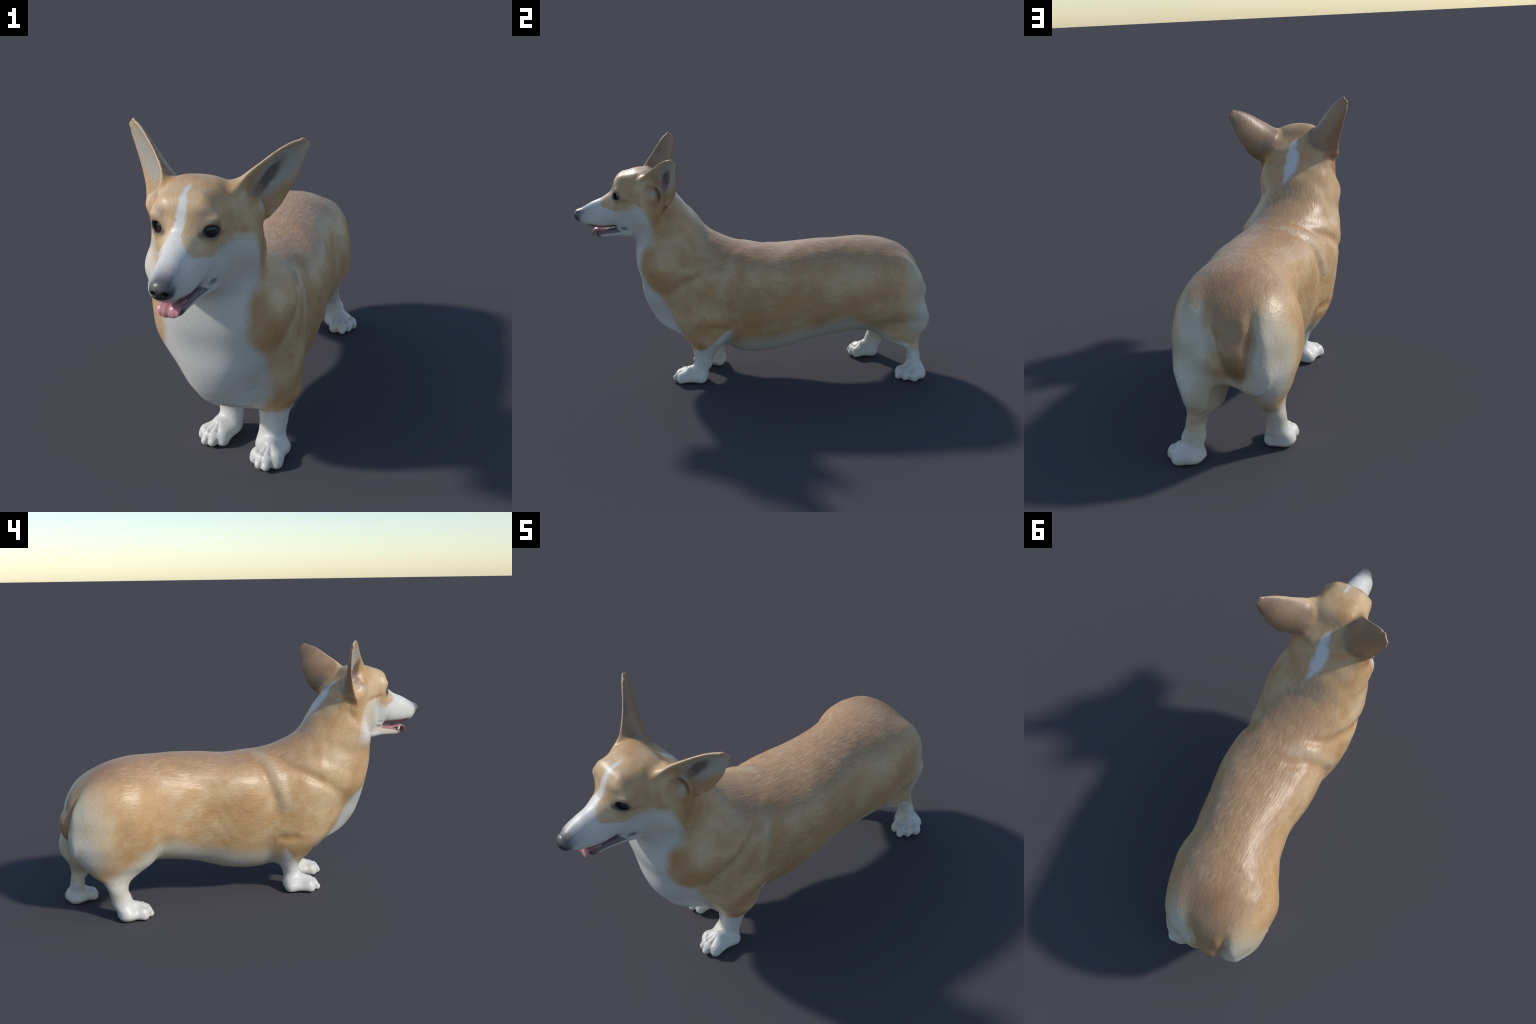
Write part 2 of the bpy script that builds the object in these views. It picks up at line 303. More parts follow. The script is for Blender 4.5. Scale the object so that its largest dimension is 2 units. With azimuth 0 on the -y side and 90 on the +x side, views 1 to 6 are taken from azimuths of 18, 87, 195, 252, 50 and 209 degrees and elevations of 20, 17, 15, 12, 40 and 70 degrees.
def tail_relief(V):
    """depth of the grooves that set the tail flap apart from the thighs"""
    out = np.zeros(len(V)); m = (V[:, 1] > 0.76) & (V[:, 2] > 0.3) & (V[:, 2] < 0.76)
    p = V[m]; q = np.stack([p[:, 0], p[:, 2], 0 * p[:, 0]], 1); gate = np.clip((p[:, 1] - 0.78) / 0.08, 0, 1); d = 0
    for pts, w, dep in TAIL_GROOVES:
        e, s = polyline(q, [(a, b, 0.0) for a, b in pts])
        d = d + gate * dep * np.clip(s / 0.35, 0, 1) * np.clip((1 - s) / 0.42, 0, 1) * np.exp(-(e / w)**2)
    out[m] = d
    return out

def coat_lumps(V):
    """gentle unevenness of the coat over neck, shoulders and flanks (metres, outward)"""
    x, y, z = V.T
    n = (np.sin(19 * y + 7 * np.sin(6 * z + 5 * x) + 1.3) * np.sin(17 * z + 13 * x + 2.2 * np.sin(8 * y) + 0.7)
         + 0.6 * np.sin(31 * (y * 0.6 - z * 0.8) + 3.0 * np.sin(13 * y + 9 * x)) * np.sin(27 * z - 21 * x + 2.5 * np.sin(17 * y) + 2.0))
    body = np.clip((y + 0.62) / 0.10, 0, 1) * np.clip((z - 0.26) / 0.10, 0, 1) * np.clip((1.06 - z) / 0.08, 0, 1) * np.clip((0.90 - y) / 0.12, 0, 1)
    front = np.clip((y + 0.60) / 0.12, 0.15, 1)
    neck = 1.0 + 0.7 * np.exp(-((y + 0.42) / 0.16)**2 - ((z - 0.80) / 0.16)**2)
    return 0.0014 * n * body * front * neck
# ---------------------------------------------------------------- iso-surface meshing
def evaluate(p, f, cell=0.18):
    """evaluate f(points, lo, hi) over spatial bins so that distant parts can be skipped"""
    out = np.empty(len(p))
    key = np.floor(p / cell).astype(np.int64)
    code = (key[:, 0] + 100) * 1000000 + (key[:, 1] + 100) * 1000 + key[:, 2] + 100
    order = np.argsort(code, kind='stable'); cs = code[order]
    cuts = np.flatnonzero(np.diff(cs)) + 1
    jobs = [sub for idx in np.split(order, cuts) for sub in np.array_split(idx, max(1, len(idx) // 30000))]
    for sub in jobs:
        q = p[sub]
        out[sub] = f(q, q.min(0), q.max(0))
    return out

def surface_nets(F, lo, hi, h, B=8):
    lo = np.array(lo); n = np.ceil((np.array(hi) - lo) / (h * B)).astype(int)
    bs = h * B
    c = np.stack(np.meshgrid(*[np.arange(k) for k in n], indexing='ij'), -1).reshape(-1, 3)
    d = F(lo + (c + 0.5) * bs)
    G = np.empty(n * B + 1); G[:] = 1.0
    near = np.abs(d) < bs * 0.95 + 0.012
    for b in c[(~near) & (d < 0)]:
        G[b[0]*B:(b[0]+1)*B+1, b[1]*B:(b[1]+1)*B+1, b[2]*B:(b[2]+1)*B+1] = -1.0
    o = np.stack(np.meshgrid(*[np.arange(B + 1)] * 3, indexing='ij'), -1).reshape(-1, 3)
    blk = c[near]
    pts = (blk[:, None] * B + o[None]).reshape(-1, 3)
    G[pts[:, 0], pts[:, 1], pts[:, 2]] = F(lo + pts * h)
    S = G < 0
    cnt = np.zeros(np.array(G.shape) - 1, int)
    corners = [(i, j, k) for i in (0, 1) for j in (0, 1) for k in (0, 1)]
    X, Y, Z = cnt.shape
    for i, j, k in corners:
        cnt += S[i:i+X, j:j+Y, k:k+Z]
    act = np.argwhere((cnt > 0) & (cnt < 8))
    vid = -np.ones(cnt.shape, np.int64); vid[tuple(act.T)] = np.arange(len(act))
    acc = np.zeros((len(act), 3)); num = np.zeros(len(act))
    for a in corners:
        for ax in range(3):
            if a[ax]: continue
            b = list(a); b[ax] = 1
            va = G[act[:, 0]+a[0], act[:, 1]+a[1], act[:, 2]+a[2]]; vb = G[act[:, 0]+b[0], act[:, 1]+b[1], act[:, 2]+b[2]]
            m = (va < 0) != (vb < 0)
            t = np.where(m, va / np.where(m, va - vb, 1), 0)
            P = np.array(a, float)[None] + 0.0 * t[:, None]; P[:, ax] += t
            acc += P * m[:, None]; num += m
    V = lo + (act + acc / num[:, None]) * h
    quads = []
    for ax in range(3):
        u, w = (ax + 1) % 3, (ax + 2) % 3
        sl0 = [slice(None)] * 3; sl1 = [slice(None)] * 3; sl0[ax] = slice(0, -1); sl1[ax] = slice(1, None)
        e = np.argwhere(S[tuple(sl0)] != S[tuple(sl1)])
        e = e[(e[:, u] > 0) & (e[:, w] > 0) & (e[:, u] < cnt.shape[u]) & (e[:, w] < cnt.shape[w])]
        neg = S[tuple(e.T)]
        def cellid(du, dw):
            q = e.copy(); q[:, u] -= du; q[:, w] -= dw
            return vid[tuple(q.T)]
        q = np.stack([cellid(1, 1), cellid(0, 1), cellid(0, 0), cellid(1, 0)], 1)
        q[~neg] = q[~neg][:, ::-1]
        quads.append(q)
    return V, np.concatenate(quads)

def subdivide(V, Q, sel=None):
    E = np.sort(np.stack([Q, np.roll(Q, -1, 1)], -1).reshape(-1, 2), 1)
    ue, inv = np.unique(E, axis=0, return_inverse=True); inv = inv.reshape(-1, 4)
    n = len(V); me = n + inv; mf = n + len(ue) + np.arange(len(Q))
    W = np.concatenate([V, V[ue].mean(1), V[Q].mean(1)])
    q = [np.stack([Q[:, i], me[:, i], mf, me[:, i - 1]], 1) for i in range(4)]
    return W, np.concatenate(q)

def gradient(F, V, h=0.0008):
    k = np.array([[1, 1, 1], [1, -1, -1], [-1, 1, -1], [-1, -1, 1]], float)
    g = np.zeros_like(V); m = 0
    for e in k:
        f = F(V + e * h); g += e * f[:, None]; m = m + f
    return g / (4 * h), m / 4

def project(F, V, maxstep, iters=2):
    for _ in range(iters):
        g, f = gradient(F, V)
        s = f[:, None] * g / np.maximum((g * g).sum(1, keepdims=True), 0.05)
        l = np.linalg.norm(s, axis=1, keepdims=True)
        V = V - s * np.minimum(1, maxstep / np.maximum(l, 1e-9))
    return V

def relax(V, Q, n=1):
    """tangential smoothing of the raw net"""
    for _ in range(n):
        s = np.zeros_like(V); c = np.zeros(len(V))
        for i in range(4):
            a, b = Q[:, i], Q[:, (i + 1) % 4]
            for k in range(3):
                s[:, k] += np.bincount(a, V[b, k], len(V)) + np.bincount(b, V[a, k], len(V))
            c += np.bincount(a, minlength=len(V)) + np.bincount(b, minlength=len(V))
        V = 0.5 * V + 0.5 * s / c[:, None]
    return V

def largest_island(V, Q):
    """keep the biggest connected piece (drops stray specks of the sampling)"""
    lab = np.arange(len(V))
    while True:
        m = lab[Q].min(1); new = lab.copy()
        for i in range(4): np.minimum.at(new, Q[:, i], m)
        new = new[new]; new = new[new]
        if (new == lab).all(): break
        lab = new
    keep = lab == np.bincount(lab).argmax()
    idx = np.cumsum(keep) - 1
    return V[keep], idx[Q[keep[Q[:, 0]]]]

def brush(V, Q, W, n):
    """smooth only where the weights W are positive"""
    q = Q[(W[Q, 0] > 0).any(1)]
    ids, inv = np.unique(q, return_inverse=True); q = inv.reshape(-1, 4)
    P = V[ids]; w = W[ids].copy()
    edge = np.bincount(q.ravel(), minlength=len(ids)) < 3      # rim of the patch stays put
    w[edge] = 0
    for _ in range(n): P = P + w * (relax(P, q, 1) - P)
    V = V.copy(); V[ids] = P
    return V
# ---------------------------------------------------------------- build the body
import bpy, time
from mathutils import Vector

T0 = time.time()
for L in M.values():
    if isinstance(L, dict) and 'm' in L: L['T'] = table(L, ('c', 'hi', 'lo', 'w', 'm'))
    elif isinstance(L, dict) and 'cup' in L: L['T'] = table(L, ('hi', 'lo', 'cup', 'th'), flat=False)
COMPS = components(M) + detail_components()
BOXES = np.array([(np.asarray(c[2][0]), np.asarray(c[2][1])) for c in COMPS]).transpose(1, 0, 2)

def FIELD(p):
    return evaluate(p, lambda q, a, b: body_field(q, M, a, b, COMPS, BOXES))

V, Q = surface_nets(FIELD, (-.42, -1.06, -.03), (.42, 1.08, 1.42), 0.0062)
V, Q = largest_island(V, Q)
print('net', time.time() - T0)
V = relax(V, Q, 1)
V = project(FIELD, V, .008, 1)
SW = smooth_weight(V)[:, None]
V = brush(V, Q, SW, 60)
V, Q = subdivide(V, Q)
SW = smooth_weight(V)
SW[SW < 1e-3] = 0.0
todo = SW < 0.999
G, F0 = gradient(FIELD, V[todo])
V[todo] -= ((1 - SW[todo]) ** 2 * np.clip(F0, -.004, .004))[:, None] * G / np.maximum((G * G).sum(1, keepdims=True), .05)
SW = (SW > 0)[:, None] * 1.0
V = brush(V, Q, SW, 4)
def vertex_normals(V):
    fn = np.cross(V[Q[:, 2]] - V[Q[:, 0]], V[Q[:, 3]] - V[Q[:, 1]])
    n = np.stack([sum(np.bincount(Q[:, i], fn[:, k], len(V)) for i in range(4)) for k in range(3)], 1)
    return n / np.linalg.norm(n, axis=1, keepdims=True)
V = V + (coat_lumps(V) - tail_relief(V))[:, None] * vertex_normals(V)
V[:, 2] -= V[:, 2].min()
NRM = vertex_normals(V)
print('mesh', len(V), len(Q), time.time() - T0)

# assign every face to the anatomical part whose field is closest there
CEN = V[Q].mean(1)
names = ['torso', 'neck', 'hindlimb', 'hindlimb.001', 'forelimb', 'forelimb.001', 'paw', 'paw.001', 'paw.002', 'paw.003',
         'head', 'head', 'head', 'jaw', 'ear', 'ear.001'] + ['head'] * 6 + ['nose', 'tail']
best = np.full(len(CEN), 9.0); lab = np.zeros(len(CEN), int)
for i, (n, f, (a, b), k) in enumerate(COMPS):
    m = np.all((CEN > np.asarray(a) - .06) & (CEN < np.asarray(b) + .06), 1)
    if not m.any(): continue
    d = np.full(len(CEN), 9.0)
    d[m] = f(CEN[m])
    if names[i].startswith('paw'): d[CEN[:, 2] > 0.10] = 9.0
    u = d < best - 1e-6
    best[u] = d[u]; lab[u] = i
tl = np.array(TAIL_LINE)
tz = CEN[:, 2]; on = (CEN[:, 1] > 0.80) & (tz > 0.355) & (tz < 0.68)
on &= np.abs(CEN[:, 0] - np.interp(tz, tl[::-1, 1], tl[::-1, 0])) < np.interp(tz, tl[::-1, 1], tl[::-1, 2])
lab[on] = len(names) - 1
print('labels', time.time() - T0)

root = bpy.data.objects.new('corgi_dog', None)
root['label'] = 'standing tan and white corgi with large upright ears'
root['category'] = 'dog'
bpy.context.collection.objects.link(root)
PARTS = {}

def link(ob, parent):
    bpy.context.collection.objects.link(ob); ob.parent = parent
    return ob

def make_part(name, faces, mat):
    used, inv = np.unique(faces, return_inverse=True); inv = inv.reshape(-1, 4)
    me = bpy.data.meshes.new(name.split('.')[0])
    me.vertices.add(len(used)); me.vertices.foreach_set('co', V[used].astype(np.float32).ravel())
    me.loops.add(inv.size); me.loops.foreach_set('vertex_index', inv.astype(np.int32).ravel())
    me.polygons.add(len(inv))
    me.polygons.foreach_set('loop_start', np.arange(0, inv.size, 4, dtype=np.int32))
    me.polygons.foreach_set('use_smooth', np.ones(len(inv), bool))
    me.update(calc_edges=True); me.validate()
    me.normals_split_custom_set_from_vertices(NRM[used].astype(np.float32).tolist())
    me.materials.append(mat)
    return bpy.data.objects.new(name, me)
# ---------------------------------------------------------------- node helpers
class G_:
    def __init__(s, name):
        s.mat = bpy.data.materials.new(name); s.mat.use_nodes = True
        s.t = s.mat.node_tree; s.t.nodes.clear()
        s.out = s.n('ShaderNodeOutputMaterial'); s.b = s.n('ShaderNodeBsdfPrincipled')
        s.t.links.new(s.b.outputs[0], s.out.inputs[0])
        s.tc = s.n('ShaderNodeTexCoord'); s.P = s.tc.outputs['Object']
    def n(s, k): return s.t.nodes.new(k)
    def set(s, sock, v):
        if isinstance(v, bpy.types.NodeSocket): s.t.links.new(v, sock)
        else: sock.default_value = v
    def math(s, op, a, b=0.0, clamp=False):
        n = s.n('ShaderNodeMath'); n.operation = op; n.use_clamp = clamp
        s.set(n.inputs[0], a); s.set(n.inputs[1], b); return n.outputs[0]
    def vmath(s, op, a, b=None):
        n = s.n('ShaderNodeVectorMath'); n.operation = op
        s.set(n.inputs[0], a)
        if b is not None: s.set(n.inputs[1], b)
        return n.outputs[1] if op in ('LENGTH', 'DOT_PRODUCT', 'DISTANCE') else n.outputs[0]
    def step(s, v, lo, hi, a=0.0, b=1.0):
        n = s.n('ShaderNodeMapRange'); n.interpolation_type = 'SMOOTHSTEP'
        s.set(n.inputs[0], v); s.set(n.inputs[1], lo); s.set(n.inputs[2], hi); n.inputs[3].default_value = a; n.inputs[4].default_value = b
        return n.outputs[0]
    def xyz(s, p):
        n = s.n('ShaderNodeSeparateXYZ'); s.set(n.inputs[0], p); return n.outputs
    def noise(s, scale, detail=3.0, rough=0.55, p=None, stretch=None, rot=(0, 0, 0)):
        n = s.n('ShaderNodeTexNoise'); n.inputs['Scale'].default_value = scale; n.inputs['Detail'].default_value = detail; n.inputs['Roughness'].default_value = rough
        v = p or s.P
        if stretch:
            m = s.n('ShaderNodeMapping'); m.vector_type = 'TEXTURE'; s.set(m.inputs[0], v)
            m.inputs['Scale'].default_value = [1.0 / k for k in stretch]; m.inputs['Rotation'].default_value = rot; v = m.outputs[0]
        s.set(n.inputs['Vector'], v); return n
    def blob(s, c, r, soft=0.5, axis=None, p=None):
        """soft ellipsoid mask, 1 inside; axis turns the z radius along a direction"""
        m = s.n('ShaderNodeMapping'); m.vector_type = 'TEXTURE'
        s.set(m.inputs[0], p or s.W); m.inputs['Location'].default_value = c
        m.inputs['Scale'].default_value = (r, r, r) if isinstance(r, (int, float)) else r
        if axis is not None:
            m.inputs['Rotation'].default_value = Vector(axis).to_track_quat('Z', 'Y').to_euler()
        l = s.vmath('LENGTH', m.outputs[0])
        return s.step(l, 1.0 + soft, 1.0 - soft)
    def line(s, pts, w, soft=0.6, p=None):
        out = None
        for a, b in zip(pts[:-1], pts[1:]):
            a, b = Vector(a), Vector(b); d = b - a
            m = G_.blob(s, tuple((a + b) / 2), (w, w, d.length / 2 + w * 0.6), soft, tuple(d), p)
            out = m if out is None else s.math('MAXIMUM', out, m)
        return out
    def curve(s, v, pts, lo, hi):
        """piecewise linear function of v through (x, y) pairs (y in 0..1)"""
        n = s.n('ShaderNodeMapRange'); s.set(n.inputs[0], v); n.inputs[1].default_value = lo; n.inputs[2].default_value = hi
        r = s.n('ShaderNodeValToRGB'); s.set(r.inputs[0], n.outputs[0]); e = r.color_ramp.elements
        pts = sorted(((x - lo) / (hi - lo), y) for x, y in pts)
        e[0].position = pts[0][0]; e[1].position = pts[-1][0]
        for x, _ in pts[1:-1]: e.new(x)
        for k, (_, y) in zip(e, pts): k.color = (y, y, y, 1)
        return r.outputs[0]
    def mix(s, f, a, b):
        n = s.n('ShaderNodeMix'); n.data_type = 'RGBA'; n.clamp_factor = True
        s.set(n.inputs[0], f)
        for k, v in ((6, a), (7, b)): s.set(n.inputs[k], v if isinstance(v, bpy.types.NodeSocket) else (*v, 1))
        return n.outputs[2]
    def mul(s, *a):
        if any(b is None for b in a): return None
        o = a[0]
        for b in a[1:]: o = s.math('MULTIPLY', o, b)
        return o
    def max(s, *a):
        a = [b for b in a if b is not None]
        if not a: return None
        o = a[0]
        for b in a[1:]: o = s.math('MAXIMUM', o, b)
        return o
    def inv(s, a): return s.math('SUBTRACT', 1.0, a)

TAN = (0.555, 0.338, 0.160); TAN_D = (0.44, 0.235, 0.092); TAN_L = (0.625, 0.45, 0.265)
WHITE = (0.66, 0.635, 0.585); CREAM = (0.58, 0.50, 0.36); SADDLE = (0.415, 0.245, 0.135); RUST = (0.34, 0.175, 0.09)
DARK = (0.035, 0.030, 0.032)

def fur_material(name, blo, bhi):
    """coat material; layers that cannot reach the part's box (blo..bhi) are left out"""
    g = G_(name)
    def hits(lo, hi, m=0.03):
        return not (np.any(blo > np.asarray(hi) + m) or np.any(bhi < np.asarray(lo) - m))
    zero = 0.0
    blob0, line0 = g.blob, g.line
    def blob(c, r, soft=0.5, axis=None, p=None):
        rr = np.max(r) if axis is not None else np.array(r if not isinstance(r, float) else (r, r, r))
        rr = rr * (1 + soft)
        return blob0(c, r, soft, axis, p) if hits(np.array(c) - rr, np.array(c) + rr) else None
    def line(pts, w, soft=0.6, p=None):
        q = np.array(pts)
        return line0(pts, w, soft, p) if hits(q.min(0) - w * 2, q.max(0) + w * 2) else None
    g.blob, g.line = blob, line
    # hair-direction noise used to fray every colour border
    fr = g.noise(1.0, 4.0, 0.6, stretch=(70, 22, 55)); big = g.noise(7.0, 3.0)
    d = g.vmath('SUBTRACT', fr.outputs['Color'], (0.5, 0.5, 0.5)); d2 = g.vmath('SUBTRACT', big.outputs['Color'], (0.5, 0.5, 0.5))
    sc = g.n('ShaderNodeVectorMath'); sc.operation = 'SCALE'; g.set(sc.inputs[0], d); sc.inputs['Scale'].default_value = 0.022
    sc2 = g.n('ShaderNodeVectorMath'); sc2.operation = 'SCALE'; g.set(sc2.inputs[0], d2); sc2.inputs['Scale'].default_value = 0.03
    g.W = g.vmath('ADD', g.vmath('ADD', g.P, sc.outputs[0]), sc2.outputs[0])
    x, y, z = g.xyz(g.W); X, Y, Z = g.xyz(g.P)
    nrm = g.n('ShaderNodeNewGeometry').outputs['Normal']
    nx, ny, nz = g.xyz(nrm)
    body = g.step(y, -0.60, -0.40)
    # --- tan ground with soft patches
    col = g.mix(g.step(g.noise(5.0, 4.0, 0.6).outputs[0], 0.40, 0.66), TAN, TAN_L)
    col = g.mix(g.mul(g.step(g.noise(4.0, 3.0, 0.5, stretch=(1.2, 0.8, 1.2)).outputs[0], 0.52, 0.70), 0.55), col, TAN_D)
    mott = g.noise(1.0, 5.0, 0.62, stretch=(13, 8, 13), rot=(-0.7, 0, 0)).outputs[0]
    col = g.mix(g.mul(g.step(mott, 0.52, 0.68), 0.55), col, TAN_L)
    col = g.mix(g.mul(g.step(mott, 0.46, 0.30), 0.50), col, (0.48, 0.262, 0.105))
    # --- saddle along the back
    sad = g.mul(g.step(z, 0.63, 0.76), g.step(y, -0.36, -0.16))
    streak = g.noise(1.0, 4.0, 0.65, stretch=(95, 14, 60), rot=(-0.35, 0, 0)).outputs[0]
    col = g.mix(g.mul(sad, g.step(streak, 0.30, 0.60, 0.45, 0.95)), col, SADDLE)
    col = g.mix(g.mul(sad, g.step(streak, 0.60, 0.72), 0.5), col, (0.19, 0.125, 0.085))
    col = g.mix(g.mul(sad, g.step(streak, 0.42, 0.28), 0.45), col, TAN_L)
    neckback = g.blob((-0.01, -0.30, 0.86), (0.09, 0.16, 0.13), 0.5)
    def lay(mask, colour, k=1.0):
        nonlocal col
        if mask is None: return
        col = g.mix(g.mul(mask, k), col, colour)
    if neckback is not None: lay(g.mul(neckback, g.step(streak, 0.4, 0.6, 0.3, 0.8)), SADDLE)
    lay(g.blob((-0.06, 0.80, 0.72), (0.11, 0.13, 0.08), 0.5), RUST, 0.75)
    lay(g.blob((-0.05, 0.86, 0.70), (0.035, 0.10, 0.05), 0.8), (0.17, 0.10, 0.065), 0.55)
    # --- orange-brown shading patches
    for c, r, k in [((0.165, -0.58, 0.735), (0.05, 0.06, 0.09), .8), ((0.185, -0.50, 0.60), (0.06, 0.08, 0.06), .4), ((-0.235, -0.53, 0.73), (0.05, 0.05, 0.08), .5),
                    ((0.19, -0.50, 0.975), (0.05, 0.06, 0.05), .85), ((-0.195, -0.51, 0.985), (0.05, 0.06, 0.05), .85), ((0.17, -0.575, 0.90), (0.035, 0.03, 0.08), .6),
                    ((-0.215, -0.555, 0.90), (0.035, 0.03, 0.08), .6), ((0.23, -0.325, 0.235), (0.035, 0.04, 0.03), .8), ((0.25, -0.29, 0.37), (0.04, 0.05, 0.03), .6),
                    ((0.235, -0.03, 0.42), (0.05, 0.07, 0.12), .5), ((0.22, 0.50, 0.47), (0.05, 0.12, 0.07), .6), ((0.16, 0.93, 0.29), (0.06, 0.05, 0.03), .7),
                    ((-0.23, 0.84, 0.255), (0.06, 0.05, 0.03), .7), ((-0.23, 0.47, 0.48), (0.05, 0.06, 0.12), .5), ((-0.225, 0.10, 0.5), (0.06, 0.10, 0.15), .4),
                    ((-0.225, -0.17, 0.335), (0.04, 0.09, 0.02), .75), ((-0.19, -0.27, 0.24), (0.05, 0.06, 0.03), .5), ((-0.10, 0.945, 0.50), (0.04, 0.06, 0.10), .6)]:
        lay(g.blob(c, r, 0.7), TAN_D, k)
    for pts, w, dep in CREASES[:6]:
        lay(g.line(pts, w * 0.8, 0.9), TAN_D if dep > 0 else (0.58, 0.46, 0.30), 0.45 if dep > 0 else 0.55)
    # --- cream thighs
    lay(g.blob((0.115, 0.95, 0.46), (0.115, 0.15, 0.24), 0.55), CREAM, 0.9)
    lay(g.blob((-0.25, 0.90, 0.45), (0.09, 0.13, 0.23), 0.55), CREAM, 0.9)
    lay(g.blob((0.13, 0.96, 0.36), (0.10, 0.10, 0.09), 0.5), WHITE, 0.7); lay(g.blob((-0.24, 0.92, 0.36), (0.09, 0.10, 0.09), 0.5), WHITE, 0.7)
    lay(g.blob((-0.11, 0.955, 0.37), (0.05, 0.06, 0.04), 0.5), CREAM, 0.8)
    if hits((-.25, .78, .3), (.15, 1.1, .75), 0.0):
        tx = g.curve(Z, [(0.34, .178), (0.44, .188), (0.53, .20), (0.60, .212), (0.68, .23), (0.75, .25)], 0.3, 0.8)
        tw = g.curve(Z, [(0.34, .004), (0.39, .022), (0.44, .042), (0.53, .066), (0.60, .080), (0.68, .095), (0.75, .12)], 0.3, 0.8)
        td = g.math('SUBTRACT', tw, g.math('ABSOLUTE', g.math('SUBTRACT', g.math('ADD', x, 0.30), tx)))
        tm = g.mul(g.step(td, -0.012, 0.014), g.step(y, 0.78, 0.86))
        lay(g.blob((0.065, 0.95, 0.53), (0.06, 0.12, 0.15), 0.6), (0.62, 0.585, 0.49), 0.75)
        lay(g.blob((-0.215, 0.93, 0.47), (0.05, 0.12, 0.14), 0.6), (0.62, 0.585, 0.49), 0.6)
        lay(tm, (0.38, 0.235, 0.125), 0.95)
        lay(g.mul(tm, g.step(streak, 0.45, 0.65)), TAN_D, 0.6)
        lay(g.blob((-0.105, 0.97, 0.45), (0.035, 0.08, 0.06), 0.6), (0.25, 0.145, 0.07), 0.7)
        lay(g.blob((0.012, 0.90, 0.64), (0.02, 0.06, 0.04), 0.7), (0.52, 0.31, 0.13), 0.8)
    if hits((-1, -.25, 0), (1, 1, .45)):
        # --- white belly
        zb = g.curve(y, [(-0.25, .18), (-.1, .25), (0.1, .275), (0.3, .315), (0.42, .375), (0.53, .39), (0.63, .34), (0.74, .26), (0.83, .21), (.95, .15)], -0.3, 1.0)
        bel = g.mul(g.step(g.math('SUBTRACT', zb, z), -0.035, 0.05), g.step(y, -0.22, -0.05))
        lay(bel, (0.60, 0.565, 0.48), 0.9)
        inner = g.mul(g.step(z, 0.42, 0.36), g.step(g.math('ABSOLUTE', g.math('ADD', x, 0.045)), 0.16, 0.10), g.step(y, 0.35, 0.5))
        lay(inner, CREAM, 0.9)
    if hits((-1, -.8, 0), (1, -.1, .9)):
        # --- white chest and throat
        yb = g.curve(z, [(0.20, .62), (0.33, .57), (0.42, .525), (0.5, .485), (0.6, .425), (0.66, .395), (0.74, .385), (0.85, .40), (1.0, .40)], 0.1, 1.1)
        yb = g.math('SUBTRACT', yb, 0.99)       # back to metres (negative y is forward)
        che = g.mul(g.step(g.math('SUBTRACT', yb, y), -0.015, 0.03), g.step(z, 0.86, 0.80))
        xb = g.curve(z, [(0.25, .26), (0.45, .235), (0.52, .200), (0.58, .166), (0.65, .154), (0.74, .156), (0.80, .165), (0.86, .18)], 0.1, 1.1)
        che = g.mul(che, g.step(g.math('SUBTRACT', xb, g.math('ABSOLUTE', g.math('ADD', x, 0.004))), -0.022, 0.022))
        lay(che, WHITE)
        und = g.mul(g.step(z, 0.30, 0.24), g.step(g.math('ABSOLUTE', X), 0.13, 0.09), g.step(y, -0.05, -0.2))
        lay(und, (0.60, 0.57, 0.50), 0.9)
    if bhi[2] < 0.9:
        # --- white legs
        fl = g.step(g.math('SUBTRACT', g.math('ADD', 0.205, g.mul(g.math('MINIMUM', g.math('MAXIMUM', g.math('ADD', y, 0.31), 0.0), 0.16), 0.80)), z), -0.012, 0.014)
        fr_ = g.step(g.math('SUBTRACT', g.math('ADD', 0.14, g.mul(g.math('MINIMUM', g.math('MAXIMUM', g.math('ADD', y, 0.255), 0.0), 0.14), 1.2)), z), -0.012, 0.014)
        isL = g.step(X, 0.03, 0.05)
        front = g.mul(g.math('ADD', g.mul(fl, isL), g.mul(fr_, g.inv(isL))), g.step(y, -0.12, -0.17))
        lay(front, WHITE)
        hl = g.step(g.math('SUBTRACT', g.math('SUBTRACT', 0.14, g.mul(g.math('MAXIMUM', g.math('SUBTRACT', y, 0.91), -0.06), 1.1)), z), -0.02, 0.02)
        hr = g.step(g.math('SUBTRACT', g.math('SUBTRACT', 0.12, g.mul(g.math('MAXIMUM', g.math('SUBTRACT', y, 0.72), -0.06), 0.6)), z), -0.02, 0.02)
        hind = g.mul(g.math('ADD', g.mul(hl, g.step(X, -0.05, -0.03)), g.mul(hr, g.step(X, -0.03, -0.05))), g.step(y, 0.45, 0.5))
        lay(hind, WHITE)
        # toe creases keep a pinkish tinge
        lay(g.mul(g.step(z, 0.07, 0.02), g.step(g.noise(14.0, 2.0).outputs[0], 0.45, 0.65)), (0.62, 0.55, 0.47), 0.6)
    if hits((-.3, -1.1, .80), (.3, -.5, 1.2), 0.0):
        # --- face
        lowface = g.mul(g.step(g.math('SUBTRACT', z, g.curve(y, [(-1.0, .9), (-0.86, .9), (-.8, .40), (-.74, .52), (-.68, .60), (-.62, .555), (-.575, .45), (-.54, .2)], -1.0, -0.5)), 0.52, 0.44), 1.0)
        lf = g.math('SUBTRACT', g.math('ADD', 0.80, g.mul(g.curve(y, [(-1.0, 1.0), (-.90, 1.0), (-.86, .75), (-.82, .49), (-.77, .56), (-.70, .68), (-.66, .73), (-.61, .68), (-.57, .5), (-.54, .2), (-.5, 0.0)], -1.0, -0.5), 0.30)), z)
        lay(g.mul(g.step(lf, -0.030, 0.030), g.step(y, -0.515, -0.60), g.step(z, 0.77, 0.84)), WHITE, 0.90)
        lay(g.mul(g.blob((-0.17, -0.62, 0.93), (0.07, 0.07, 0.09), 0.6), g.step(big.outputs[0], 0.30, 0.55)), TAN_L, 0.55)
